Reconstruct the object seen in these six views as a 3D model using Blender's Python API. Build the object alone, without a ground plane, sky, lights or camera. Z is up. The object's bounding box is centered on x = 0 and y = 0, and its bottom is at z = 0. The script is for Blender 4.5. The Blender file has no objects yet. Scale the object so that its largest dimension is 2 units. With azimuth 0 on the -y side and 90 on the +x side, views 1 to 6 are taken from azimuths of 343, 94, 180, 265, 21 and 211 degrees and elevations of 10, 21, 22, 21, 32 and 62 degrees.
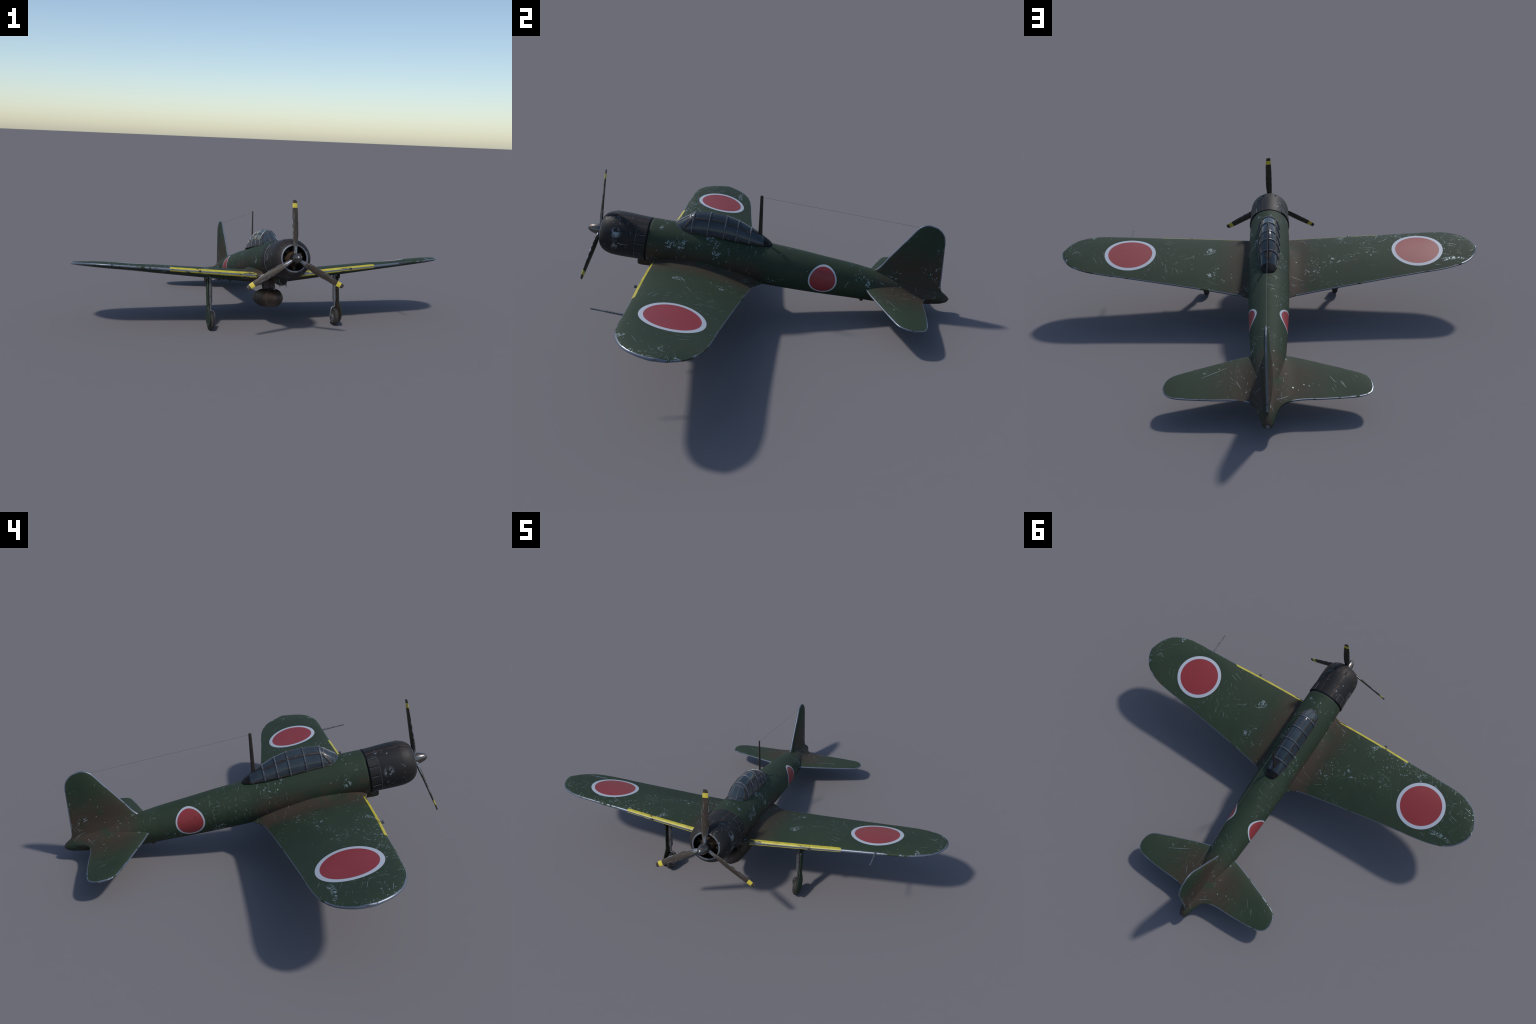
import bpy, math, random
import numpy as np
from mathutils import Vector, Matrix

# ---------------------------------------------------------------- frame
# Everything is modelled in the aircraft's own level frame: x span, y aft, z up.
# The root empty then pitches it nose-up as it stands on its wheels.
PITCH = math.radians(12.2)
AXIS_Z = 0.2395            # thrust line height in the aircraft frame
random.seed(7)

root = bpy.data.objects.new("fighter_plane", None)
bpy.context.scene.collection.objects.link(root)
root.rotation_euler = (-PITCH, 0, 0)
root["label"] = "weathered dark green propeller fighter with red sun roundels"
root["category"] = "airplane"


def curve(xs, ys, soft=False):
    """monotone-ish smooth interpolation through control points (Catmull-Rom slopes, limited)"""
    xs = np.array(xs, float); ys = np.array(ys, float)
    d = np.diff(ys) / np.diff(xs)
    m = np.zeros(len(xs)); m[0], m[-1] = d[0], d[-1]
    h0, h1 = np.diff(xs)[:-1], np.diff(xs)[1:]
    for i in range(1, len(xs) - 1):
        if soft:                                  # weighted mean slope: rounder through the points
            m[i] = (d[i - 1] * h1[i - 1] + d[i] * h0[i - 1]) / (h0[i - 1] + h1[i - 1])
            continue
        m[i] = 0 if d[i - 1] * d[i] <= 0 else 2 * d[i - 1] * d[i] / (d[i - 1] + d[i])

    def f(x):
        x = min(max(x, xs[0]), xs[-1])
        i = int(min(max(np.searchsorted(xs, x) - 1, 0), len(xs) - 2))
        h = xs[i + 1] - xs[i]; t = (x - xs[i]) / h
        return float((2*t**3 - 3*t*t + 1) * ys[i] + (t**3 - 2*t*t + t) * h * m[i]
                     + (-2*t**3 + 3*t*t) * ys[i + 1] + (t**3 - t*t) * h * m[i + 1])
    return f


def sstep(a, b, x):
    t = min(max((x - a) / (b - a), 0.0), 1.0)
    return t * t * (3 - 2 * t)


# ---------------------------------------------------------------- materials
class Mat:
    def __init__(self, name):
        self.m = bpy.data.materials.new(name)
        self.m.use_nodes = True
        self.nt = self.m.node_tree
        self.nt.nodes.clear()
        self.out = self.nt.nodes.new("ShaderNodeOutputMaterial")
        self.bsdf = self.nt.nodes.new("ShaderNodeBsdfPrincipled")
        self.nt.links.new(self.bsdf.outputs[0], self.out.inputs[0])
        self.co = self.nt.nodes.new("ShaderNodeTexCoord").outputs["Object"]
        s = self.nt.nodes.new("ShaderNodeSeparateXYZ")
        self.nt.links.new(self.co, s.inputs[0])
        self.x, self.y, self.z = s.outputs

    def put(self, sock, v):
        if v is None:
            return
        if isinstance(v, bpy.types.NodeSocket):
            self.nt.links.new(v, sock)
        elif isinstance(v, (tuple, list)) and len(v) == 3 and sock.type == 'RGBA':
            sock.default_value = (*v, 1)
        else:
            sock.default_value = v

    def math(self, op, a, b=None, c=None, clamp=False):
        n = self.nt.nodes.new("ShaderNodeMath"); n.operation = op; n.use_clamp = clamp
        for i, v in enumerate((a, b, c)):
            self.put(n.inputs[i], v)
        return n.outputs[0]

    def mul(self, *a):
        r = a[0]
        for b in a[1:]:
            r = self.math('MULTIPLY', r, b)
        return r

    def inv(self, a):
        return self.math('SUBTRACT', 1.0, a)

    def ramp(self, v, a, b, lo=0.0, hi=1.0, smooth=True):
        n = self.nt.nodes.new("ShaderNodeMapRange")
        n.interpolation_type = 'SMOOTHSTEP' if smooth else 'LINEAR'
        if a > b:
            a, b, lo, hi = b, a, hi, lo
        self.put(n.inputs[0], v)
        n.inputs[1].default_value, n.inputs[2].default_value = a, b
        n.inputs[3].default_value, n.inputs[4].default_value = lo, hi
        return n.outputs[0]

    def noise(self, scale, detail=3.0, rough=0.5, stretch=None, rot=None, loc=(0, 0, 0), dist=0.0):
        n = self.nt.nodes.new("ShaderNodeTexNoise")
        n.inputs["Scale"].default_value = scale
        n.inputs["Detail"].default_value = detail
        n.inputs["Roughness"].default_value = rough
        n.inputs["Distortion"].default_value = dist
        v = self.co
        if rot:
            mp = self.nt.nodes.new("ShaderNodeMapping")
            mp.inputs["Rotation"].default_value = rot
            self.nt.links.new(v, mp.inputs[0]); v = mp.outputs[0]
        if stretch or loc != (0, 0, 0):
            mp = self.nt.nodes.new("ShaderNodeMapping")
            mp.inputs["Scale"].default_value = stretch or (1, 1, 1)
            mp.inputs["Location"].default_value = loc
            self.nt.links.new(v, mp.inputs[0]); v = mp.outputs[0]
        self.nt.links.new(v, n.inputs["Vector"])
        return n.outputs[0]

    def mix(self, f, a, b):
        n = self.nt.nodes.new("ShaderNodeMix"); n.data_type = 'RGBA'
        self.put(n.inputs[0], f); self.put(n.inputs[6], a); self.put(n.inputs[7], b)
        return n.outputs[2]

    def mixf(self, f, a, b):
        n = self.nt.nodes.new("ShaderNodeMix"); n.data_type = 'FLOAT'
        self.put(n.inputs[0], f); self.put(n.inputs[2], a); self.put(n.inputs[3], b)
        return n.outputs[0]

    def bump(self, h, strength=0.2, dist=0.001):
        n = self.nt.nodes.new("ShaderNodeBump")
        n.inputs["Strength"].default_value = strength
        n.inputs["Distance"].default_value = dist
        self.put(n.inputs["Height"], h)
        self.nt.links.new(n.outputs[0], self.bsdf.inputs["Normal"])

    def set(self, col=None, rough=None, metal=None, spec=None):
        self.put(self.bsdf.inputs["Base Color"], col)
        self.put(self.bsdf.inputs["Roughness"], rough)
        self.put(self.bsdf.inputs["Metallic"], metal)
        self.put(self.bsdf.inputs["Specular IOR Level"], spec)
        return self.m


GREEN = (0.030, 0.047, 0.028)
GREEN_DARK = (0.022, 0.038, 0.023)
BARE = (0.25, 0.31, 0.32)
BROWN = (0.058, 0.040, 0.029)


def chips(M, amount=1.0):
    """small paint chips in clusters, plus long thin scratches in several directions"""
    cluster = M.ramp(M.noise(6.5, 2.5, 0.6), 0.56, 0.66)
    flake = M.ramp(M.noise(80, 4.5, 0.65), 0.605, 0.625)
    spot = M.mul(flake, cluster)
    sparse = M.ramp(M.noise(58, 2.0, 0.5, loc=(3.1, 1.7, 9.2)), 0.74, 0.755)
    big = M.mul(M.ramp(M.noise(9, 1.0, 0.4, loc=(7, 2, 5)), 0.70, 0.73),
                M.ramp(M.noise(120, 3.0, 0.6), 0.52, 0.56))
    m = M.math('MAXIMUM', spot, M.math('MAXIMUM', sparse, big))
    for i, (ang, thr) in enumerate(((0.35, 0.0), (-0.5, 0.01), (1.1, 0.01), (-1.35, 0.02))):
        line = M.ramp(M.noise(1.0, 1.0, 0.5, stretch=(7, 420, 30), rot=(0.3 * i, 0.2, ang), loc=(i * 3.3, i, 2)), 0.708 + thr, 0.733 + thr)
        gate = M.ramp(M.noise(5, 1.0, 0.5, loc=(i * 5.1, 4, i * 2.2)), 0.56, 0.62)
        m = M.math('MAXIMUM', m, M.mul(line, gate))
    return m


def circle_mask(M, u, v, cu, cv, r, soft=0.0008):
    du = M.math('SUBTRACT', u, cu); dv = M.math('SUBTRACT', v, cv)
    d = M.math('SQRT', M.math('ADD', M.mul(du, du), M.mul(dv, dv)))
    return M.ramp(d, r + soft, r - soft)


def green_paint(name, edge=False):
    M = Mat(name)
    ax = M.math('ABSOLUTE', M.x)
    tone = M.noise(3.0, 4.0, 0.55)
    col = M.mix(M.ramp(tone, 0.35, 0.65), GREEN_DARK, GREEN)
    # brown grime around the wing roots and the tail
    patch = M.noise(7.0, 4.0, 0.6, loc=(1, 2, 3))
    fore = M.mul(M.ramp(ax, 0.27, 0.10), M.ramp(M.y, -0.02, -0.14), M.ramp(M.z, 0.295, 0.205))
    aft = M.mul(M.ramp(M.y, 0.38, 0.50), M.ramp(ax, 0.27, 0.04), M.ramp(M.z, 0.48, 0.32))
    dirt = M.mul(M.math('MAXIMUM', fore, aft), M.ramp(patch, 0.30, 0.50))
    specks = M.ramp(M.noise(24, 3.0, 0.6, loc=(9, 1, 1)), 0.60, 0.68, 1.0, 0.25)
    col = M.mix(M.mul(dirt, specks, 0.90), col, BROWN)
    # faint rusty hairlines
    rust = M.mul(M.ramp(M.noise(1.0, 1.0, 0.5, stretch=(11, 240, 50), rot=(0.1, 0.2, 0.75), loc=(5, 3, 8)), 0.67, 0.70),
                 M.ramp(M.noise(4, 1.0, loc=(2, 8, 1)), 0.50, 0.6))
    col = M.mix(M.mul(rust, 0.5), col, (0.10, 0.05, 0.035))
    chip = chips(M)
    # roundels: wings seen from above and below, fuselage seen from the side
    right = M.math('GREATER_THAN', M.x, 0.0)
    wx = M.mixf(right, -0.7165, 0.675)
    fy = M.mixf(right, 0.1985, 0.190)
    nosepart = M.math('LESS_THAN', M.y, -0.05)
    white = M.math('MAXIMUM', M.mul(circle_mask(M, M.x, M.y, wx, -0.3525, 0.1215), M.math('GREATER_THAN', ax, 0.3)),
                   M.mul(circle_mask(M, M.y, M.z, fy, 0.233, 0.0620), M.inv(nosepart)))
    red = M.math('MAXIMUM', M.mul(circle_mask(M, M.x, M.y, wx, -0.3525, 0.1045), M.math('GREATER_THAN', ax, 0.3)),
                 M.mul(circle_mask(M, M.y, M.z, fy, 0.233, 0.0555), M.inv(nosepart)))
    dark = M.mul(M.ramp(M.noise(1.0, 1.0, 0.5, stretch=(14, 300, 60), rot=(0, 0, 0.9), loc=(1, 7, 3)), 0.69, 0.72),
                 M.ramp(M.noise(6, 1.0, loc=(6, 6, 1)), 0.48, 0.55))
    redc = M.mix(M.ramp(tone, 0.3, 0.7), (0.250, 0.026, 0.031), (0.275, 0.031, 0.036))
    redc = M.mix(M.mul(dark, 0.75), redc, (0.05, 0.02, 0.02))
    col = M.mix(white, col, (0.44, 0.47, 0.53))
    col = M.mix(red, col, redc)
    chip = M.mul(chip, M.mixf(white, 1.0, 0.12))
    col = M.mix(chip, col, BARE)
    metal = M.mul(chip, 0.45)
    rough = M.mixf(chip, M.mixf(white, 0.68, 0.48), 0.45)
    if edge:
        worn = M.ramp(M.noise(11, 5.0, 0.68, loc=(4, 4, 4)), 0.40, 0.45)
        col = M.mix(worn, col, (0.165, 0.190, 0.235))
        metal = M.math('MAXIMUM', metal, M.mul(worn, 0.55))
        rough = M.mixf(worn, rough, 0.36)
    M.bump(M.noise(55, 3.0), 0.10, 0.0006)
    return M.set(col, rough, metal, M.mixf(white, 0.22, 0.45))


MAT_GREEN = green_paint("green_paint")
MAT_EDGE = green_paint("green_paint_worn_edge", edge=True)


def cowl_paint():
    M = Mat("black_cowling_paint")
    tone = M.noise(6, 4, 0.6)
    col = M.mix(M.ramp(tone, 0.35, 0.7), (0.0135, 0.0130, 0.0135), (0.018, 0.0170, 0.0175))
    # rust-filled panel joints running fore and aft over the top
    ax = M.math('ABSOLUTE', M.x)
    seam = M.mul(M.ramp(M.math('ABSOLUTE', M.math('SUBTRACT', ax, 0.034)), 0.0022, 0.0006),
                 M.math('GREATER_THAN', M.z, AXIS_Z), M.ramp(M.noise(40, 3), 0.35, 0.5),
                 M.math('GREATER_THAN', M.y, -0.76))
    col = M.mix(M.mul(seam, 0.7), col, (0.13, 0.065, 0.045))
    ring = M.mul(M.ramp(M.y, -0.70, -0.765), M.ramp(M.noise(7, 3, loc=(2, 2, 2)), 0.45, 0.7))
    col = M.mix(M.mul(ring, 0.4), col, (0.05, 0.035, 0.028))
    chip = chips(M, 1.0)
    port = M.math('GREATER_THAN', M.x, 0.0)
    spot_y = M.mixf(port, -0.667, -0.720)
    spot_z = M.mixf(port, 0.252, 0.272)
    near = circle_mask(M, M.y, M.z, spot_y, spot_z, 0.016, 0.012)
    worn_spot = M.mul(near, M.ramp(M.noise(70, 4, 0.6, loc=(8, 1, 4)), 0.50, 0.53))
    chip = M.math('MAXIMUM', chip, worn_spot)
    col = M.mix(chip, col, (0.26, 0.29, 0.32))
    M.bump(tone, 0.12, 0.001)
    return M.set(col, M.mixf(chip, 0.56, 0.45), M.mul(chip, 0.4), 0.28)


MAT_COWL = cowl_paint()


def simple(name, col, rough=0.5, metal=0.0, var=0.25, scale=25, wear=None, wear_amt=0.0, spec=None, bump=0.15):
    M = Mat(name)
    n = M.noise(scale, 4, 0.6)
    c2 = tuple(c * (1 - var) for c in col)
    c = M.mix(M.ramp(n, 0.3, 0.7), c2, col)
    r, me = rough, metal
    if wear:
        w = M.ramp(M.noise(scale * 2.3, 4, 0.65, loc=(3, 5, 1)), 0.66 - wear_amt, 0.71 - wear_amt)
        c = M.mix(w, c, wear)
        me = M.mixf(w, metal, 0.6); r = M.mixf(w, rough, 0.42)
    if bump:
        M.bump(n, bump, 0.0008)
    return M.set(c, r, me, spec)


MAT_STEEL = simple("polished_steel", (0.21, 0.205, 0.20), 0.27, 0.9, 0.45, 22, wear=(0.14, 0.095, 0.07), wear_amt=0.12)
MAT_LIP = simple("bare_cowling_lip", (0.165, 0.175, 0.205), 0.45, 0.4, 0.25, 20, wear=(0.12, 0.08, 0.06), wear_amt=0.05)
MAT_GREY = simple("grey_strut_metal", (0.15, 0.155, 0.165), 0.42, 0.55, 0.3, 40, wear=(0.07, 0.05, 0.04), wear_amt=0.08)
MAT_TYRE = simple("worn_tyre_rubber", (0.030, 0.027, 0.025), 0.75, 0.0, 0.35, 30, wear=(0.10, 0.075, 0.055), wear_amt=0.06)
MAT_HUB = simple("wheel_hub_metal", (0.24, 0.245, 0.255), 0.45, 0.4, 0.35, 45)
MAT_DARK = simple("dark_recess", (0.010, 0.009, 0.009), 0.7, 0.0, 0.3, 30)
MAT_ENGINE = simple("oily_engine_metal", (0.045, 0.036, 0.030), 0.45, 0.6, 0.5, 45)
MAT_CRANK = simple("brown_crankcase", (0.12, 0.075, 0.050), 0.45, 0.4, 0.45, 30)
MAT_FRAME = simple("worn_canopy_frame", (0.040, 0.032, 0.029), 0.45, 0.15, 0.45, 50, wear=(0.20, 0.21, 0.23), wear_amt=0.04)
MAT_ARCH = simple("steel_canopy_arch", (0.145, 0.155, 0.178), 0.40, 0.35, 0.35, 60, wear=(0.07, 0.05, 0.04), wear_amt=0.12)
MAT_FAIRING = simple("dark_canopy_fairing", (0.012, 0.011, 0.011), 0.6, 0.0, 0.3, 40, wear=(0.20, 0.21, 0.23), wear_amt=0.0, spec=0.2)
MAT_MAST = simple("antenna_mast_paint", (0.040, 0.030, 0.026), 0.45, 0.2, 0.45, 35)
MAT_WIRE = simple("antenna_wire_metal", (0.14, 0.14, 0.14), 0.5, 0.5, 0.1, 10, bump=0)
MAT_TANK = simple("grimy_tank_paint", (0.080, 0.053, 0.039), 0.5, 0.05, 0.6, 11, wear=(0.16, 0.16, 0.15), wear_amt=-0.03)
MAT_PYLON = simple("brown_pylon_paint", (0.060, 0.042, 0.032), 0.5, 0.1, 0.4, 25)
MAT_DOOR = simple("door_inner_primer", (0.060, 0.045, 0.034), 0.55, 0.1, 0.4, 25)


def glass():
    M = Mat("dark_canopy_glass")
    n = M.noise(20, 2)
    col = M.mix(M.ramp(n, 0.3, 0.7), (0.030, 0.041, 0.053), (0.038, 0.051, 0.064))
    M.set(col, M.ramp(n, 0.3, 0.7, 0.08, 0.13), 0.0, 0.42)
    return M.m


MAT_GLASS = glass()


def yellow_paint():
    M = Mat("yellow_identification_paint")
    ax = M.math('ABSOLUTE', M.x)
    col = M.mix(M.ramp(M.noise(30, 3), 0.3, 0.7), (0.40, 0.335, 0.030), (0.50, 0.44, 0.045))
    base = M.noise(38, 4, 0.65, stretch=(0.35, 1.6, 1))
    rootwear = M.ramp(ax, 0.20, 0.11, 0.0, 0.13)
    worn = M.ramp(M.math('ADD', base, rootwear), 0.60, 0.64)
    col = M.mix(worn, col, (0.075, 0.07, 0.035))
    return M.set(col, 0.45, 0.0)


MAT_YELLOW = yellow_paint()


def blade_paint():
    M = Mat("brown_propeller_paint")
    r = M.z                                     # blade span runs along local z
    col = M.mix(M.ramp(M.noise(40, 4), 0.3, 0.7), (0.036, 0.027, 0.020), (0.052, 0.040, 0.030))
    band = M.mul(M.math('GREATER_THAN', r, 0.238), M.math('LESS_THAN', r, 0.2595))
    col = M.mix(band, col, (0.58, 0.47, 0.06))
    streak = M.noise(1.0, 3, 0.6, stretch=(330, 120, 16))
    worn = M.ramp(M.math('ADD', streak, M.ramp(r, 0.12, 0.03, 0.0, 0.17)), 0.64, 0.70)
    edge = M.mul(M.ramp(M.math('ABSOLUTE', M.math('SUBTRACT', M.x, 0.002)), 0.0125, 0.0145), M.ramp(M.noise(45, 3), 0.50, 0.60))
    worn = M.math('MAXIMUM', M.mul(worn, M.inv(band)), M.mul(edge, 0.8))
    col = M.mix(worn, col, (0.30, 0.32, 0.35))
    return M.set(col, M.mixf(worn, 0.5, 0.36), M.mul(worn, 0.7), 0.35)


MAT_BLADE = blade_paint()


# ---------------------------------------------------------------- mesh helpers
def add(name, mesh, parent, mat=None, smooth=40):
    ob = bpy.data.objects.new(name, mesh)
    bpy.context.scene.collection.objects.link(ob)
    ob.parent = parent
    if mat is not None:
        for m in (mat if isinstance(mat, (list, tuple)) else [mat]):
            mesh.materials.append(m)
    if smooth:
        mesh.polygons.foreach_set("use_smooth", [True] * len(mesh.polygons))
        mesh.set_sharp_from_angle(angle=math.radians(smooth))
    return ob


def mesh_from(name, verts, faces):
    me = bpy.data.meshes.new(name)
    me.from_pydata([tuple(v) for v in verts], [], faces)
    me.validate()
    import bmesh
    bm = bmesh.new(); bm.from_mesh(me)
    bmesh.ops.remove_doubles(bm, verts=bm.verts, dist=1e-6)
    bmesh.ops.recalc_face_normals(bm, faces=bm.faces)
    bm.to_mesh(me); bm.free()
    return me


def loft(name, rows, ring=True, caps=(True, True)):
    n = len(rows[0]); verts = [p for r in rows for p in r]; faces = []
    for i in range(len(rows) - 1):
        for j in range(n if ring else n - 1):
            a, b = i * n + j, i * n + (j + 1) % n
            faces.append((a, b, b + n, a + n))
    if ring and caps[0]:
        faces.append(tuple(range(n))[::-1])
    if ring and caps[1]:
        faces.append(tuple(range((len(rows) - 1) * n, len(rows) * n)))
    return mesh_from(name, verts, faces)


def revolve_y(name, profile, cx=0.0, cz=0.0, seg=64, caps=(True, True)):
    rows = [[(cx + r * math.sin(2 * math.pi * k / seg), y, cz + r * math.cos(2 * math.pi * k / seg)) for k in range(seg)] for y, r in profile]
    return loft(name, rows, True, caps)


def tube(name, pts, radii, seg=16):
    pts = [Vector(p) for p in pts]
    if not isinstance(radii, (list, tuple)):
        radii = [radii] * len(pts)
    rows = []; up = None
    for i, p in enumerate(pts):
        t = (pts[min(i + 1, len(pts) - 1)] - pts[max(i - 1, 0)])
        if t.length < 1e-9:
            t = Vector((0, 0, 1))
        t.normalize()
        if up is None:
            up = Vector((1, 0, 0)) if abs(t.x) < 0.8 else Vector((0, 1, 0))
        s = t.cross(up).normalized(); up = s.cross(t).normalized()
        rows.append([p + radii[i] * (math.cos(2 * math.pi * k / seg) * s + math.sin(2 * math.pi * k / seg) * up) for k in range(seg)])
    return loft(name, rows)


def plate(name, outline, thick, axis=0, at=0.0, bevel=0.0):
    """flat plate: outline in the two other axes, extruded along axis"""
    n = len(outline); verts = []
    for d in (-thick / 2, thick / 2):
        for a, b in outline:
            p = [a, b]; p.insert(axis, at + d); verts.append(p)
    faces = [tuple(range(n)), tuple(range(2 * n - 1, n - 1, -1))] + [(i, (i + 1) % n, n + (i + 1) % n, n + i) for i in range(n)]
    me = mesh_from(name, verts, faces)
    if bevel:
        import bmesh
        bm = bmesh.new(); bm.from_mesh(me)
        bmesh.ops.bevel(bm, geom=bm.edges[:], offset=bevel, segments=2, affect='EDGES')
        bm.to_mesh(me); bm.free()
    return me


def box(name, x0, x1, y0, y1, z0, z1, bevel=0.0):
    return plate(name, [(y0, z0), (y1, z0), (y1, z1), (y0, z1)], x1 - x0, 0, (x0 + x1) / 2, bevel)


def join_meshes(name, meshes):
    verts, faces = [], []
    for me in meshes:
        o = len(verts)
        verts += [tuple(v.co) for v in me.vertices]
        faces += [tuple(i + o for i in p.vertices) for p in me.polygons]
        bpy.data.meshes.remove(me)
    out = bpy.data.meshes.new(name); out.from_pydata(verts, [], faces); out.update()
    return out


# ---------------------------------------------------------------- fuselage
F_Y =   [-.583, -.54, -.48, -.30, -.18, -.05, .06, .19, .32, .416, .50, .58, .66, .70, .725, .745, .756, .7605]
F_TOP = [.3355, .3365, .3375, .3345, .3285, .3225, .3185, .3106, .3035, .2935, .283, .2735, .266, .261, .253, .2425, .234, .2265]
F_BOT = [.1440, .1435, .1425, .1405, .1405, .1375, .1392, .1436, .1505, .1545, .162, .173, .1845, .192, .198, .2065, .2145, .2245]
F_W =   [.0962, .0970, .0977, .0965, .0935, .0915, .0890, .0832, .0755, .0685, .0585, .0465, .0365, .031, .0265, .020, .0125, .001]
f_top, f_bot, f_w = curve(F_Y, F_TOP), curve(F_Y, F_BOT), curve(F_Y, F_W)
rows = []
ys = np.concatenate([[-.583, -.5815, -.578], np.linspace(-.57, .72, 130), np.linspace(.725, .7605, 14)])
for y in ys:
    y = float(y)
    t, b, w = f_top(y), f_bot(y), f_w(y)
    if y < -.575:
        k = {-.583: .955, -.5815: .985, -.578: .998}[round(y, 4)]
    else:
        k = 1.0
    zc, h = (t + b) / 2, (t - b) / 2
    rows.append([(k * w * math.sin(2 * math.pi * j / 72), y, zc + k * h * math.cos(2 * math.pi * j / 72)) for j in range(72)])
fuselage = add("fuselage", loft("fuselage", rows), root, MAT_GREEN)


# ---------------------------------------------------------------- lifting surfaces
def yt(s):
    """symmetric aerofoil half thickness, peak 0.5"""
    return 5 * (.2969 * math.sqrt(s) - .126 * s - .3516 * s * s + .2843 * s ** 3 - .1015 * s ** 4)


def chord_samples(n):
    return [0.5 * (1 - math.cos(math.pi * i / n)) for i in range(n + 1)]


# wing planform (x -> leading / trailing edge y)
w_le = curve([.05, .085, .10, .13, .17, .24, .40, .545, .70, .80, .837, .88, .92, .952, .977, .992, .997, .9993, 1.0],
             [-.568, -.559, -.552, -.5492, -.5477, -.5455, -.5395, -.531, -.524, -.5185, -.5155, -.505, -.488, -.464, -.430, -.395, -.378, -.3647, -.3555], True)
w_te = curve([.05, .085, .10, .115, .14, .18, .28, .48, .62, .70, .78, .85, .90, .935, .965, .985, .994, .998, .9995, 1.0],
             [-.048, -.068, -.084, -.094, -.1025, -.1105, -.1275, -.157, -.1765, -.187, -.196, -.2085, -.2245, -.243, -.270, -.300, -.319, -.333, -.3425, -.3500], True)


def wing_point(sign, x, s, upper, lift=0.0):
    le, te = w_le(x), w_te(x)
    z0 = .1565 + .085 * x
    drop = .0125 - .014 * x
    tip = math.sqrt(max(0.0, 1 - max(0.0, (x - .84) / .163) ** 2))
    up = (.0312 - .0195 * x) * tip + .0016
    lo = (.0305 - .0229 * x) * tip + .0020
    root_t = min(max((.168 - x) / .080, 0.0), 1.15)
    fil = root_t ** 2.3
    z = z0 - drop * s + (.0065 - .003 * x) * math.sin(math.pi * s) * (.3 + .9 * s)
    blunt = .0026 * s
    if upper:
        z += up * 2 * yt(s ** .97) + (.0015 + .001 * x) * math.sin(math.pi * s) * s + blunt + .027 * fil * (min(1.0, s / .45) ** 1.5 * (1 - .75 * s ** 3)) + lift
    else:
        z -= lo * 2 * yt(s ** .92) + blunt - .012 * fil * s ** 3 + lift
    return (sign * x, le + (te - le) * s - (lift * .7 if s < .02 else 0), z)


def surface_rows(pt, stations, n=44):
    cs = chord_samples(n); rows = []
    for x in stations:
        r = [pt(x, s, True) for s in cs[::-1]] + [pt(x, s, False) for s in cs[1:]]
        rows.append(r)
    return rows


def outline_distance(me, outline, axes):
    """distance of each face centre from the planform outline, in the plane of the surface"""
    o = np.array(outline); a, b = o, np.roll(o, -1, 0)
    a, b = o[:-1], o[1:]
    c = np.array([[p.center[axes[0]], p.center[axes[1]]] for p in me.polygons])
    best = np.full(len(c), 9.0)
    for p, q in zip(a, b):
        d = q - p; L = d @ d + 1e-12
        t = np.clip(((c - p) @ d) / L, 0, 1)[:, None]
        best = np.minimum(best, np.linalg.norm(c - (p + t * d), axis=1))
    return best


def span_stations(a, b, n, tipn):
    mid = a + (b - a) * .82
    return list(np.linspace(a, mid, n)) + [mid + (b - mid) * math.sin(math.pi / 2 * i / tipn) for i in range(1, tipn + 1)]


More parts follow.
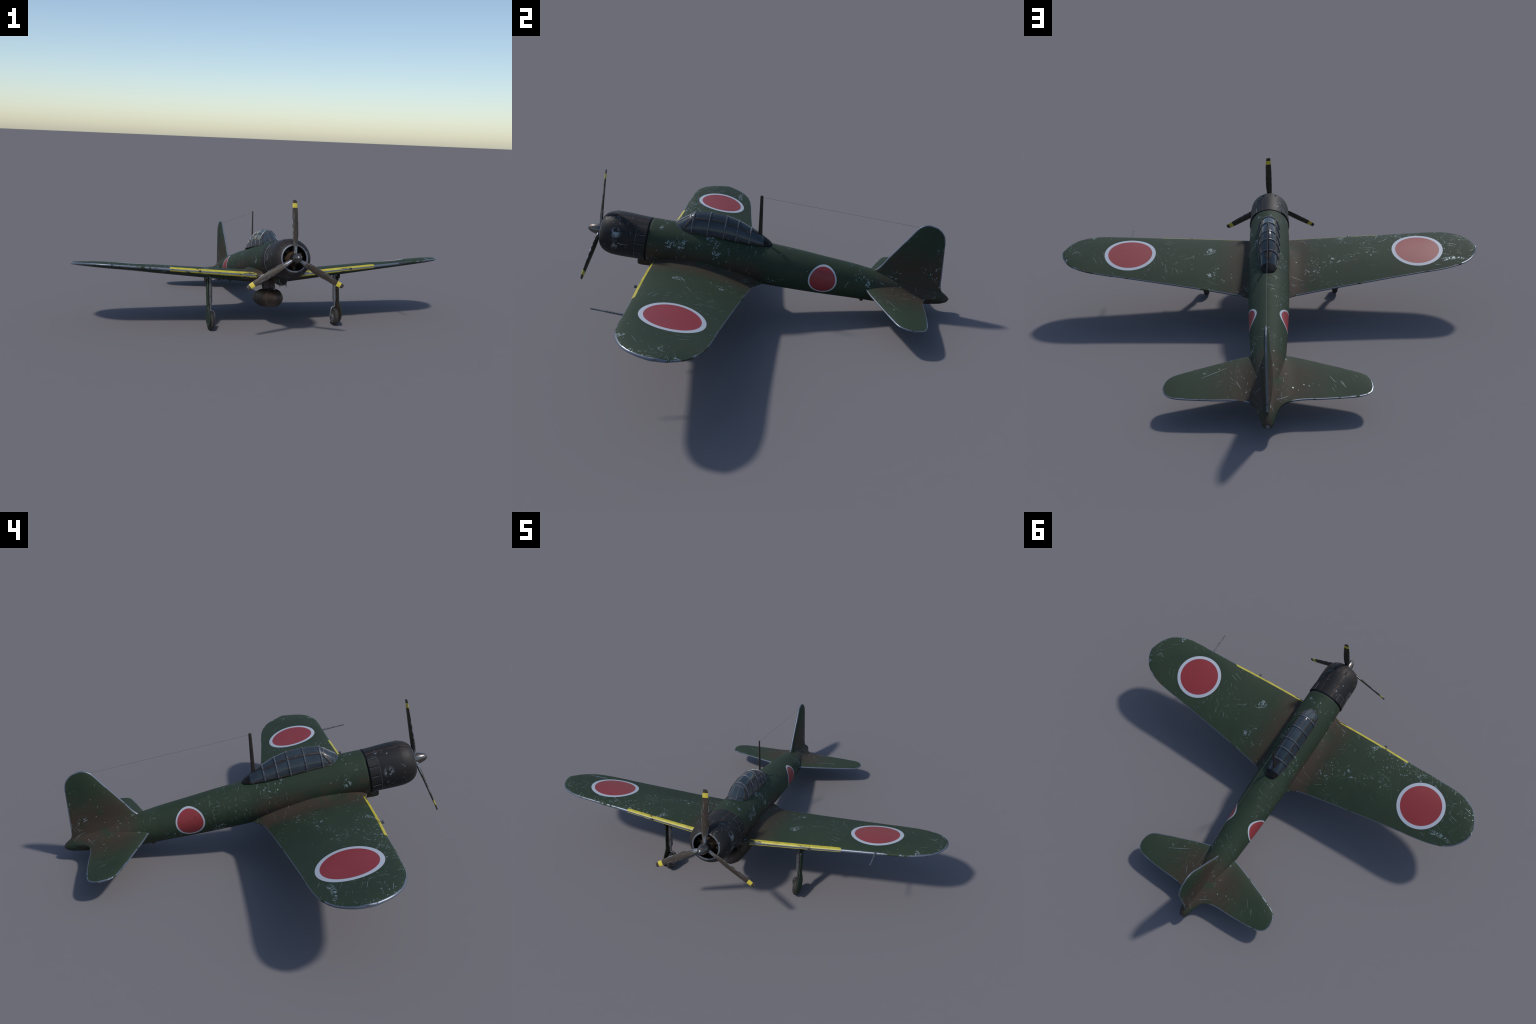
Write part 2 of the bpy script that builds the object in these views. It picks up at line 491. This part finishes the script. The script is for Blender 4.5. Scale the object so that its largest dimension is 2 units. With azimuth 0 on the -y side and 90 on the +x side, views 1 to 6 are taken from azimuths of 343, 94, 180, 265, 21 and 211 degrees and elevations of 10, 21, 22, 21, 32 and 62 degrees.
wings = []
for sign in (1, -1):
    st = sorted(set(list(np.linspace(.05, .18, 26)) + span_stations(.19, 1.0, 60, 46)))
    me = loft("wing", surface_rows(lambda x, s, u: wing_point(sign, x, s, u), st))
    xs = [x for x in st if x > .12]
    for part, width in (("le", .0042), ("te", .0022)):
        f = w_le if part == "le" else w_te
        d = outline_distance(me, [(sign * x, f(x)) for x in xs], (0, 1))
        if part == "le":
            idx = d < width
        else:
            idx = idx | (d < width)
    d = outline_distance(me, [(sign * x, w_le(x)) for x in xs if x > .86] + [(sign * x, w_te(x)) for x in xs[::-1] if x > .90], (0, 1))
    idx = idx | (d < .0042)
    ob = add("wing", me, root, [MAT_GREEN, MAT_EDGE], smooth=50)
    me.polygons.foreach_set("material_index", idx.astype(np.int32))
    wings.append(ob)
    # yellow identification stripe wrapped over the inner leading edge (upper band and thinner lower band)
    for upper in (True, False):
        rows = []
        for x in np.linspace(.112, .545, 90):
            x = float(x); c = w_te(x) - w_le(x)
            d0, d1 = (.0005, .0125) if upper else (.0012, .0060)
            rows.append([wing_point(sign, x, d / c, upper, .0005) for d in np.linspace(d0, d1, 10)]
                        + [wing_point(sign, x, d / c, upper, -.0008) for d in np.linspace(d1, d0, 10)])
        add("identification_stripe", loft("identification_stripe", rows), ob, MAT_YELLOW, smooth=30)
    # wing cannon muzzle
    x = .401; z = .1575 + .085 * x
    prof = [(-.515, .0050), (-.5455, .0050), (-.5460, .0066), (-.5520, .0066), (-.5520, .0042), (-.538, .0040)]
    add("cannon_muzzle", revolve_y("cannon_muzzle", prof, sign * x, z - .001, 20), ob, MAT_GREY, smooth=30)
    add("cannon_bore", revolve_y("cannon_bore", [(-.549, .0041), (-.540, .0041)], sign * x, z - .001, 16), ob, MAT_DARK, smooth=30)
    if sign == 1:
        prof = [(-.500, .0050), (-.526, .0050), (-.530, .0040), (-.580, .0038), (-.583, .0031), (-.638, .0029), (-.6395, .0014)]
        add("pitot_tube", revolve_y("pitot_tube", prof, .700, .2190, 14), ob, MAT_ARCH, smooth=30)

# tailplane
t_le = curve([.02, .05, .075, .10, .24, .33, .365, .382, .392, .3975, .399],
             [.340, .368, .384, .391, .4405, .474, .490, .503, .520, .540, .562], True)
t_te = curve([.02, .032, .045, .06, .08, .10, .21, .30, .34, .365, .383, .393, .399],
             [.74, .700, .668, .650, .638, .633, .6265, .6205, .616, .609, .598, .585, .566], True)


def tail_point(sign, x, s, upper):
    le, te = t_le(x), t_te(x)
    tip = math.sqrt(max(0.0, 1 - max(0.0, (x - .33) / .0695) ** 2))
    half = (.0130 - .016 * x) * (tip * .75 + .25)
    root_t = min(max((.115 - x) / .06, 0.0), 1.4)
    z = .2255 + .004 * (s - .5)
    h = half * 2 * yt(s) + .0026 * s * tip + .013 * root_t ** 2.3 * (math.sin(math.pi * s) ** .6)
    return (sign * x, le + (te - le) * s, z + h if upper else z - h)


for sign in (1, -1):
    st = sorted(set(list(np.linspace(.02, .12, 22)) + span_stations(.125, .399, 40, 36)))
    me = loft("tailplane", surface_rows(lambda x, s, u: tail_point(sign, x, s, u), st, 36))
    xs = [x for x in st if x > .07]
    d = outline_distance(me, [(sign * x, t_le(x)) for x in xs] + [(sign * x, t_te(x)) for x in xs[::-1]], (0, 1))
    ob = add("tailplane", me, root, [MAT_GREEN, MAT_EDGE], smooth=50)
    me.polygons.foreach_set("material_index", (d < .0036).astype(np.int32))

# fin and rudder
v_le = curve([.22, .27, .285, .299, .366, .44, .50, .514, .524, .531, .5375, .5415, .5435],
             [.36, .385, .401, .416, .458, .503, .5385, .547, .555, .5635, .574, .584, .594], True)
v_te = curve([.22, .235, .245, .26, .282, .313, .394, .460, .485, .502, .515, .525, .533, .539, .5435],
             [.752, .742, .733, .720, .7115, .7065, .693, .682, .6775, .6715, .663, .653, .641, .627, .600], True)


def fin_point(z, s, left):
    le, te = v_le(z), v_te(z)
    tip = math.sqrt(max(0.0, 1 - max(0.0, (z - .47) / .0745) ** 2))
    half = (.0125 - .018 * (z - .28)) * (tip * .92 + .08)
    root_t = min(max((.335 - z) / .07, 0.0), 1.3)
    h = half * 2 * yt(s) + .0032 * s * tip + .009 * root_t ** 2.2 * math.sin(math.pi * s) ** .7
    return (h if left else -h, le + (te - le) * s, z)


st = sorted(set(list(np.linspace(.22, .34, 24)) + span_stations(.345, .5435, 34, 40)))
me = loft("tail_fin", surface_rows(lambda z, s, u: fin_point(z, s, u), st, 36))
zs = [z for z in st if z > .262]
d = outline_distance(me, [(v_le(z), z) for z in zs if z > .295] + [(v_te(z), z) for z in zs[::-1]], (1, 2))
add("tail_fin", me, root, [MAT_GREEN, MAT_EDGE], smooth=50)
me.polygons.foreach_set("material_index", (d < .0036).astype(np.int32))

# ---------------------------------------------------------------- cowling
c_prof = [(-.590, .0930), (-.5885, .0945), (-.592, .0957), (-.62, .0962), (-.66, .0974), (-.70, .0982), (-.735, .0975), (-.757, .0945),
          (-.776, .0890), (-.790, .0815), (-.799, .0735), (-.8035, .0672)]
NOSE = .905                                      # fore-and-aft fullness of the rounded cowl nose
squash = lambda y: y if y > -.70 else -.70 + (y + .70) * NOSE
c_prof = [(squash(y), r) for y, r in c_prof]
cy = curve(list(range(len(c_prof))), [p[0] for p in c_prof]); cr = curve(list(range(len(c_prof))), [p[1] for p in c_prof])
SEG = 160
rows = []
for k in np.linspace(0, len(c_prof) - 1, 90):
    y, r = cy(float(k)), cr(float(k))
    row = []
    for j in range(SEG):
        a = 2 * math.pi * j / SEG
        rr = r
        px, pz = r * math.sin(a), r * math.cos(a)
        # blast troughs for the nose guns: shallow dents beside the top
        if pz > 0:
            g = math.exp(-((abs(px) - .033) / .0042) ** 2) * sstep(-.715, -.735, y)
            rr = r - .0026 * g
        row.append((rr * math.sin(a), y, AXIS_Z + rr * math.cos(a)))
    rows.append(row)
cowling = add("engine_cowling", loft("engine_cowling", rows, True, (False, False)), root, MAT_COWL, smooth=45)
lip = [(-.8030, .0674), (-.8050, .0655), (-.8058, .0630), (-.8050, .0606), (-.8020, .0592), (-.798, .0600), (-.792, .072), (-.775, .084), (-.73, .092), (-.62, .091), (-.60, .090)]
lip = [(squash(y), r) for y, r in lip]
add("cowling_lip", revolve_y("cowling_lip", lip[:6], 0, AXIS_Z, 96, (False, False)), cowling, MAT_LIP)
add("cowling_liner", revolve_y("cowling_liner", lip[5:] + [(-.590, .0935)], 0, AXIS_Z, 96, (False, False)), cowling, MAT_DARK)
# dark gap ring between cowling and fuselage
add("cooling_gap", revolve_y("cooling_gap", [(-.600, .0915), (-.574, .0915)], 0, AXIS_Z, 96), cowling, MAT_DARK)
for sx in (1, -1):
    a = math.asin(.033 / .09)
    me = tube("gun_port", [(sx * .033, -.756, AXIS_Z + .0850), (sx * .033, -.738, AXIS_Z + .0905)], [.0026, .0024], 12)
    add("gun_port", me, cowling, MAT_DARK)

# cowl flaps: four curved plates per side
for sx in (1, -1):
    for a0, a1 in ((49.6, 28.0), (26.2, 5.0), (3.2, -21.2), (-23.0, -52)):
        rows = []
        for y, up in ((-.6335, .0), (-.6325, .0022), (-.612, .0034), (-.5885, .0050), (-.5872, .0036)):
            r = .0962 + (up if y > -.633 else -.001)
            out = []
            for k in range(13):
                f = k / 12; ang = math.radians(a0 + (a1 - a0) * f)
                e = -.0012 if k in (0, 12) else 0.0
                out.append((sx * (r + e) * math.cos(ang), y, AXIS_Z + (r + e) * math.sin(ang)))
            inn = [(p[0] * .955, p[1], AXIS_Z + (p[2] - AXIS_Z) * .955) for p in out[::-1]]
            rows.append(out + inn)
        add("cowl_flap", loft("cowl_flap", rows), cowling, MAT_COWL, smooth=35)
        # worn bright rim on three sides of the flap
        rim = []
        r = .0962 + .0022
        am = [math.radians(a0 + (a1 - a0) * k / 10) for k in range(11)]
        pts = [(sx * (r + .0024) * math.cos(am[0]), -.589, AXIS_Z + (r + .0024) * math.sin(am[0])), (sx * r * math.cos(am[0]), -.6325, AXIS_Z + r * math.sin(am[0]))]
        pts += [(sx * r * math.cos(t), -.6325, AXIS_Z + r * math.sin(t)) for t in am[1:]]
        add("flap_rim", tube("flap_rim", pts, .0011, 6), cowling, MAT_ARCH)

# ---------------------------------------------------------------- engine
engine = add("engine", revolve_y("engine", [(-.800, .010), (-.798, .020), (-.790, .0255), (-.775, .029), (-.765, .036), (-.745, .040), (-.70, .042), (-.66, .042)], 0, AXIS_Z, 48), root, MAT_CRANK)
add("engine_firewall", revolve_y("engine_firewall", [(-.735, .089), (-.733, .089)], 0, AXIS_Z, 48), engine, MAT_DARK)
prof = []
for k in range(9):
    y0 = .036 + k * .0052
    prof += [(y0, .0115), (y0 + .0022, .0115), (y0 + .0026, .0150), (y0 + .0046, .0150)]
cyl_me = None
for k in range(7):
    a = 2 * math.pi * (k + .25) / 7
    if cyl_me is None:
        cyl_me = loft("engine_cylinder", [[(r * math.cos(t), r * math.sin(t), h) for t in np.linspace(0, 2 * math.pi, 21)[:-1]] for h, r in prof])
        ob = add("engine_cylinder", cyl_me, engine, MAT_ENGINE, smooth=30)
    else:
        ob = bpy.data.objects.new("engine_cylinder", cyl_me)
        bpy.context.scene.collection.objects.link(ob); ob.parent = engine
    ob.location = (0, -.752, AXIS_Z)
    ob.rotation_euler = (0, a, 0)
    b = a + .25
    add("push_rod", tube("push_rod", [(.030 * math.sin(b), -.765, AXIS_Z + .030 * math.cos(b)), (.074 * math.sin(b), -.752, AXIS_Z + .074 * math.cos(b))], .0022, 8), engine, MAT_CRANK)

# ---------------------------------------------------------------- propeller
HUB = (0, -.808, AXIS_Z)
sp = [(-.8625, .0012), (-.8615, .0045), (-.858, .0098), (-.852, .0145), (-.844, .0185), (-.834, .0218), (-.822, .0243), (-.810, .0255), (-.798, .0256), (-.794, .0245), (-.792, .018), (-.770, .012)]
spy = curve(list(range(len(sp))), [p[0] for p in sp]); spr = curve(list(range(len(sp))), [p[1] for p in sp])
propeller = add("propeller", revolve_y("propeller_spinner", [(spy(float(k)), spr(float(k))) for k in np.linspace(0, len(sp) - 1, 50)], 0, AXIS_Z, 56), root, MAT_STEEL, smooth=50)
b_left = curve([.018, .035, .055, .075, .12, .165, .22, .258, .268, .2745], [-.0075, -.0080, -.0105, -.0125, -.0135, -.0135, -.0118, -.0095, -.0088, -.0078])
b_right = curve([.018, .035, .055, .075, .12, .165, .22, .25, .262, .270, .2745], [.0075, .0085, .0115, .0140, .0175, .0180, .0168, .0150, .0138, .0118, .0088])
b_thick = curve([.018, .05, .10, .18, .274], [.0150, .0140, .0112, .0088, .0056])
b_pitch = curve([.018, .06, .12, .20, .275], [30, 26, 17, 11, 8])
rows = []
for r in list(np.linspace(.018, .255, 46)) + [.260, .264, .268, .271, .273, .2745]:
    r = float(r); l, q = b_left(r), b_right(r); c = (q - l) / 2; m = (q + l) / 2
    th = b_thick(r) / 2; p = math.radians(b_pitch(r)); ring = []
    for k in range(28):
        a = 2 * math.pi * k / 28
        u = c / math.cos(p) * math.cos(a); v = th * math.sin(a) * (1 - .25 * (math.cos(a) > .3) * max(0, math.cos(a)))
        ring.append((m + u * math.cos(p) - v * math.sin(p), u * math.sin(p) + v * math.cos(p), r))
    rows.append(ring)
blade = loft("propeller_blade", rows)
for k in range(3):
    if k == 0:
        ob = add("propeller_blade", blade, propeller, MAT_BLADE, smooth=40)
    else:
        ob = bpy.data.objects.new("propeller_blade", blade)
        bpy.context.scene.collection.objects.link(ob); ob.parent = propeller
    ob.location = HUB
    ob.rotation_euler = (0, 2 * math.pi * k / 3, 0)

# ---------------------------------------------------------------- canopy
K_Y = [-.4835, -.478, -.470, -.460, -.446, -.42, -.405, -.37, -.335, -.30, -.264, -.21, -.152, -.12, -.097, -.075, -.060, -.052]
K_W = [.008, .021, .031, .0385, .0445, .0482, .0492, .0497, .0500, .0500, .0498, .0482, .0440, .0395, .0355, .0305, .0235, .010]
K_T = [.3395, .346, .3525, .3605, .3715, .3915, .4010, .4080, .4120, .4125, .4110, .4005, .3790, .3645, .3530, .3410, .3315, .3250]
k_w, k_t = curve(K_Y, K_W), curve(K_Y, K_T)


def canopy(y, t, lift=0.0):
    w, top = k_w(y), k_t(y)
    zb = .3215
    a = t * math.pi / 2
    return Vector(((w + lift) * math.sin(a), y, zb + (top - zb + lift) * math.cos(a)))


def canopy_normal(y, t):
    e = 1e-3
    a = canopy(y + e, t) - canopy(y - e, t); b = canopy(y, t + e) - canopy(y, t - e)
    n = b.cross(a)
    n.normalize()
    c = Vector((0, y, .33))
    if n.dot(canopy(y, t) - c) < 0:
        n = -n
    return n


canopy_parts = []


def frame_strip(pts, width, height=.0016, name="canopy_frame"):
    P = [canopy(y, t) for y, t in pts]; N = [canopy_normal(y, t) for y, t in pts]; rows = []
    for i in range(len(P)):
        T = (P[min(i + 1, len(P) - 1)] - P[max(i - 1, 0)]).normalized()
        S = N[i].cross(T).normalized()
        w = width(i / (len(P) - 1)) if callable(width) else width
        rows.append([P[i] + S * w / 2 - N[i] * .0025, P[i] + S * w / 2 + N[i] * height * .5, P[i] + S * w * .32 + N[i] * height,
                     P[i] - S * w * .32 + N[i] * height, P[i] - S * w / 2 + N[i] * height * .5, P[i] - S * w / 2 - N[i] * .0025])
    return loft(name, rows)


def seg(a, b, n=24):
    return [(a[0] + (b[0] - a[0]) * i / n, a[1] + (b[1] - a[1]) * i / n) for i in range(n + 1)]


RAIL = .455                                  # angular place of the side rail
ARCHES = [-.405, -.335, -.264, -.210, -.152]


def t_at(x, y):
    return math.asin(min(1, x / k_w(y))) / (math.pi / 2)


def post_t(y):                               # slanted windscreen corner post
    f = min(max((y + .447) / .036, 0), 1)
    return 1 - .60 * f


frame = []
# sill frames along both sides
for s in (1, -1):
    frame.append(frame_strip([(y, s * .97) for y in np.linspace(-.447, -.086, 60)], .0075, .0028))
    frame.append(frame_strip([(y, s * RAIL) for y in np.linspace(-.405, -.150, 50)], .0100, .0022))
    frame.append(frame_strip([(float(y), s * post_t(float(y))) for y in np.linspace(-.447, -.411, 20)], .0110, .0018))
    frame.append(frame_strip([(float(y), s * (.26 - .20 * sstep(-.15, -.09, float(y)))) for y in np.linspace(-.152, -.088, 20)], .0028, .0016))
# windscreen foot and head
frame.append(frame_strip([(-.478 + .032 * abs(math.sin(a)) ** 2.4, a / (math.pi / 2)) for a in np.linspace(-math.pi / 2, math.pi / 2, 50)], .0045, .0014))
canopy_ob = add("canopy", join_meshes("canopy", frame), root, MAT_FRAME, smooth=35)
for i, y in enumerate(ARCHES):
    me = frame_strip([(y, float(t)) for t in np.linspace(-1, 1, 60)], .0078 if i == 0 else .0064, .0038)
    add("canopy_arch", me, canopy_ob, MAT_ARCH, smooth=35)
for s in (1, -1):
    add("windscreen_post", frame_strip([(float(y), s * t_at(.0125, float(y))) for y in np.linspace(-.479, -.419, 20)], .0038, .0020), canopy_ob, MAT_ARCH, smooth=35)
add("windscreen_head", frame_strip([(-.4195, float(t)) for t in np.linspace(-.42, .42, 24)], .0040, .0020), canopy_ob, MAT_ARCH, smooth=35)
add("canopy_ridge_bar", frame_strip([(y, 0.0) for y in np.linspace(-.405, -.264, 30)], .0026, .0016), canopy_ob, MAT_ARCH, smooth=35)


def pane(y0, y1, ta, tb, n=14):
    """one glass pane between two stations and two angular borders (numbers or functions of y)"""
    fa = ta if callable(ta) else (lambda y: ta)
    fb = tb if callable(tb) else (lambda y: tb)
    rows = []
    for y in np.linspace(y0, y1, n):
        y = float(y); a, b = fa(y), fb(y)
        top = [canopy(y, a + (b - a) * k / n) for k in range(n + 1)]
        bot = [canopy(y, a + (b - a) * k / n, -.0016) for k in range(n, -1, -1)]
        rows.append(top + bot)
    add("window_pane", loft("window_pane", rows), canopy_ob, MAT_GLASS, smooth=35)


E_ = .0012
for i in range(4):
    a, b = ARCHES[i] + E_, ARCHES[i + 1] - E_
    for s in (1, -1):
        pane(a, b, s * (RAIL + .012), s * .985)
        if i < 2:
            pane(a, b, s * .008, s * (RAIL - .012))
    if i >= 2:
        pane(a, b, -(RAIL - .012), RAIL - .012)
for s in (1, -1):
    pane(-.151, -.0885, lambda y: s * (.27 - .20 * sstep(-.15, -.09, y)), s * .985)
    pane(-.446, -.4065, lambda y: s * min(.985, post_t(y) + .02), s * .985)
    pane(-.4775, -.4185, lambda y: s * (t_at(.0125, y) + .01), lambda y: s * min(.985, post_t(y) - .02 if y > -.447 else .985))
pane(-.4815, -.4205, lambda y: -t_at(.0120, y), lambda y: t_at(.0120, y))
pane(-.4185, -.4065, -.40, .40)
# dark spine under the mast and tail fairing of the canopy
rows = []
for y in np.linspace(-.152, -.086, 20):
    y = float(y); w = .26 - .20 * sstep(-.15, -.09, y)
    rows.append([canopy(y, -w + 2 * w * k / 10, .0006) for k in range(11)] + [canopy(y, w - 2 * w * k / 10, -.003) for k in range(11)])
add("mast_spine", loft("mast_spine", rows), canopy_ob, MAT_FRAME, smooth=35)
rows = []
for y in np.linspace(-.0895, -.052, 18):
    rows.append([canopy(float(y), -1.15 + 2.3 * k / 36, .0008) for k in range(37)])
add("canopy_fairing", loft("canopy_fairing", rows), canopy_ob, MAT_FAIRING, smooth=35)

# ---------------------------------------------------------------- antenna
rows = []
for f in np.linspace(0, 1, 24):
    f = float(f)
    y, z = -.1095 + (-.1338 + .1095) * f, .350 + (.5290 - .350) * f
    c, t = .0092 - .0026 * f, .0042 - .0013 * f
    rows.append([(t * math.sin(a), y + c * math.cos(a), z) for a in np.linspace(0, 2 * math.pi, 21)[:-1]])
y, z = -.1341, .5312
rows.append([(.0021 * math.sin(a), y + .0046 * math.cos(a), z) for a in np.linspace(0, 2 * math.pi, 21)[:-1]])
mast = add("antenna_mast", loft("antenna_mast", rows), root, MAT_MAST, smooth=50)
wire = [(0, -.128 + .689 * f, .5245 + .0010 * f) for f in np.linspace(0, 1, 20)]
add("antenna_wire", tube("antenna_wire", wire, .00048, 6), mast, MAT_WIRE)

# ---------------------------------------------------------------- landing gear
for s in (1, -1):
    X, Y = .336, -.4785
    YB = -.4715                                   # the leg rakes slightly aft
    strut = join_meshes("landing_gear_strut", [
        tube("a", [(s * X, Y, .180), (s * X, YB - .002, .034), (s * X, YB - .002, .026)], [.0092, .0092, .0080], 24),
        tube("b", [(s * X, YB - .002, .030), (s * X, YB, -.006)], .0055, 18),
        tube("c", [(s * X, Y + .003, .0925), (s * X, Y + .003, .0885)], .0108, 24),
        tube("d", [(s * X, YB - .002, .0465), (s * X, YB - .002, .0425)], .0108, 24),
        box("e", s * X + (.004 if s > 0 else -.018), s * X + (.018 if s > 0 else -.004), YB - .005, YB + .001, .0435, .0465),
        box("f", s * X + (.004 if s > 0 else -.018), s * X + (.018 if s > 0 else -.004), Y, Y + .006, .0890, .0920),
        tube("g", [(s * (X - .009), Y, .120), (s * (X - .0095), YB, .035)], .0022, 8),
    ])
    gear = add("landing_gear", strut, root, MAT_GREY, smooth=40)
    wx, wy, wz = .3345, -.4695, -.0560
    # one-sided fork on the inboard face, curling over the tyre
    fork = [(X, YB, -.002), (X - .006, YB, -.0055), (X - .015, YB, -.0085), (X - .0215, YB, -.020), (X - .0225, YB, -.036), (X - .0210, wy, wz)]
    add("wheel_fork", tube("wheel_fork", [(s * a, b, c) for a, b, c in fork], [.0052, .0050, .0046, .0044, .0042, .0040], 14), gear, MAT_GREY)
    add("torque_link", tube("torque_link", [(s * (X + .004), YB + .004, .026), (s * (X + .006), YB + .016, .010), (s * (X + .004), YB + .004, -.004)], .0022, 8), gear, MAT_GREY)

    def wheel(name, prof, mat, sm=40):
        rows = [[(s * (wx + a), wy + r * math.sin(2 * math.pi * k / 48), wz + r * math.cos(2 * math.pi * k / 48)) for k in range(48)] for a, r in prof]
        return add(name, loft(name, rows), gear, mat, smooth=sm)
    tp = []
    for k in range(25):
        a = math.pi * k / 24
        tp.append((-.0138 * math.cos(a), .0275 + .0170 * math.sin(a) ** .75))
    wheel("tyre", tp, MAT_TYRE)
    wheel("wheel_hub", [(-.0165, .004), (-.0165, .010), (-.0142, .012), (-.0136, .025), (-.0148, .0295), (.0130, .0295), (.0118, .024), (.0118, .010)], MAT_HUB)
    # outboard door: narrow leg cover that widens over the wheel
    out = [(-.0200, .158), (.0200, .158), (.0195, .020), (.0260, .004), (.0360, -.012), (.0430, -.032), (.0420, -.050), (.0330, -.067), (.0170, -.078), (-.0030, -.0835),
           (-.0230, -.0800), (-.0400, -.0690), (-.0500, -.052), (-.0505, -.034), (-.0430, -.014), (-.0300, .004), (-.0195, .020)]
    me = plate("gear_door", [(Y + a, b) for a, b in out], .0030, 0, s * .3515, .0006)
    for v in me.vertices:
        v.co.x += s * .015 * (v.co.z - .06) * (1 if v.co.z < .06 else .2)
    ob = add("gear_door", me, gear, [MAT_GREEN, MAT_GREEN, MAT_DOOR], smooth=30)
    me.polygons.foreach_set("material_index", [1 if p.normal.x * s > .9 else (2 if p.normal.x * s < -.9 else 0) for p in me.polygons])
    # small hinge flap at the wing
    me = plate("hinge_flap", [(Y - .020, .172), (Y + .024, .172), (Y + .022, .130), (Y + .012, .138), (Y - .016, .146)], .0025, 0, s * .3600, .0005)
    add("hinge_flap", me, gear, MAT_PYLON, smooth=30)

# ---------------------------------------------------------------- belly: oil cooler scoop, drop tank, braces, tail hook
rows = []
for y, w, zb in ((-.6225, .0225, .1150), (-.621, .0238, .1128), (-.615, .0262, .1118), (-.600, .0285, .1120), (-.570, .0290, .1145), (-.53, .0260, .122), (-.49, .0200, .132), (-.47, .015, .140)):
    rows.append([(w * math.cos(a), y, .150 - (.150 - zb) * abs(math.sin(a)) ** .8 * (1 if math.sin(a) > 0 else -.2)) for a in np.linspace(0, 2 * math.pi, 41)[:-1]])
scoop = add("oil_cooler_scoop", loft("oil_cooler_scoop", rows), root, MAT_GREEN, smooth=50)
rows = [[(.0195 * math.cos(a), y, .1475 - (.1475 - .1185) * abs(math.sin(a)) ** .8 * (1 if math.sin(a) > 0 else -.2)) for a in np.linspace(0, 2 * math.pi, 33)[:-1]] for y in (-.6235, -.60)]
add("scoop_opening", loft("scoop_opening", rows), scoop, MAT_DARK, smooth=50)
rimpts = [(.0212 * math.cos(a), -.6235, .146 - .0300 * math.sin(a) ** .8) for a in np.linspace(.02, math.pi - .02, 24)]
add("scoop_rim", tube("scoop_rim", rimpts, .0014, 8), scoop, MAT_LIP)


def brace(x, y, z0, z1, lean=0.0):
    rows = []
    for f in (0, .35, .7, 1):
        z = z0 + (z1 - z0) * f; k = 1 - .93 * f
        rows.append([(x + lean * f + .0028 * k * math.sin(a), y + .0200 * k * math.cos(a), z) for a in np.linspace(0, 2 * math.pi, 13)[:-1]])
    return loft("brace", rows)


for y in (-.527, -.431):
    for sx in (1, -1):
        add("sway_brace", brace(sx * .0460, y, .150, .1005, sx * .003), root, MAT_PYLON)

TZ = .0500
tprof = [(-.552, .002), (-.550, .009), (-.544, .0175), (-.532, .0265), (-.512, .0355), (-.485, .0428), (-.450, .0475), (-.405, .0495), (-.350, .0492), (-.295, .0462), (-.245, .0405), (-.200, .0325), (-.160, .0215), (-.137, .0120), (-.127, .003)]
ty = curve(list(range(len(tprof))), [p[0] for p in tprof]); tr = curve(list(range(len(tprof))), [p[1] for p in tprof])
tank = add("drop_tank", revolve_y("drop_tank", [(ty(float(k)), tr(float(k))) for k in np.linspace(0, len(tprof) - 1, 60)], 0, TZ, 56), root, MAT_TANK)
for y, r in ((-.470, .0456), (-.290, .0458)):
    add("tank_band", revolve_y("tank_band", [(y - .004, r - .002), (y - .0035, r + .0012), (y + .0035, r + .0012), (y + .004, r - .002)], 0, TZ, 56), tank, MAT_PYLON)
add("filler_cap", tube("filler_cap", [(0, -.485, TZ + .038), (0, -.485, TZ + .0465)], .0065, 16), tank, MAT_GREY)
add("fuel_pipe", tube("fuel_pipe", [(.004, -.475, TZ + .040), (.004, -.472, TZ + .062), (.004, -.460, .140)], .0034, 10), tank, MAT_PYLON)
add("tank_strut", tube("tank_strut", [(0, -.300, TZ + .042), (0, -.285, .150)], .0045, 10), tank, MAT_PYLON)
add("tank_pylon", box("tank_pylon", -.0145, .0145, -.432, -.345, .085, .160, .003), tank, MAT_PYLON, smooth=30)

hook = add("tail_hook", join_meshes("tail_hook", [
    plate("h", [(.366, .158), (.394, .162), (.393, .1415), (.388, .1385), (.381, .1400), (.375, .148)], .0085, 0, 0, .0015),
    tube("arm", [(0, .388, .1515), (0, .45, .1535), (0, .52, .1615), (0, .55, .168)], [.0045, .0042, .0040, .0036], 10)]), root, MAT_PYLON, smooth=30)
for sx in (1, -1):
    rows = []
    for f in np.linspace(0, 1, 8):
        f = float(f); z = .184 + (.1500 - .184) * f
        x = sx * (.0125 + .006 * math.sin(math.pi * f) * .8); ya, yb = .575 + .035 * f, .652 - .012 * f * f
        rows.append([(x - .0012, ya, z), (x + .0012, ya, z), (x + .0012, yb, z), (x - .0012, yb, z)])
    add("tail_wheel_door", loft("tail_wheel_door", rows), hook, MAT_PYLON, smooth=30)
add("tail_wheel", tube("tail_wheel", [(-.0065, .638, .1700), (-.0050, .638, .1700), (.0050, .638, .1700), (.0065, .638, .1700)], [.0115, .0145, .0145, .0115], 28), hook, MAT_TYRE)
add("tail_lamp", revolve_y("tail_lamp", [(.752, .0095), (.7585, .0075), (.7625, .0030), (.7630, .001)], 0, .2255, 20), root, MAT_ARCH)
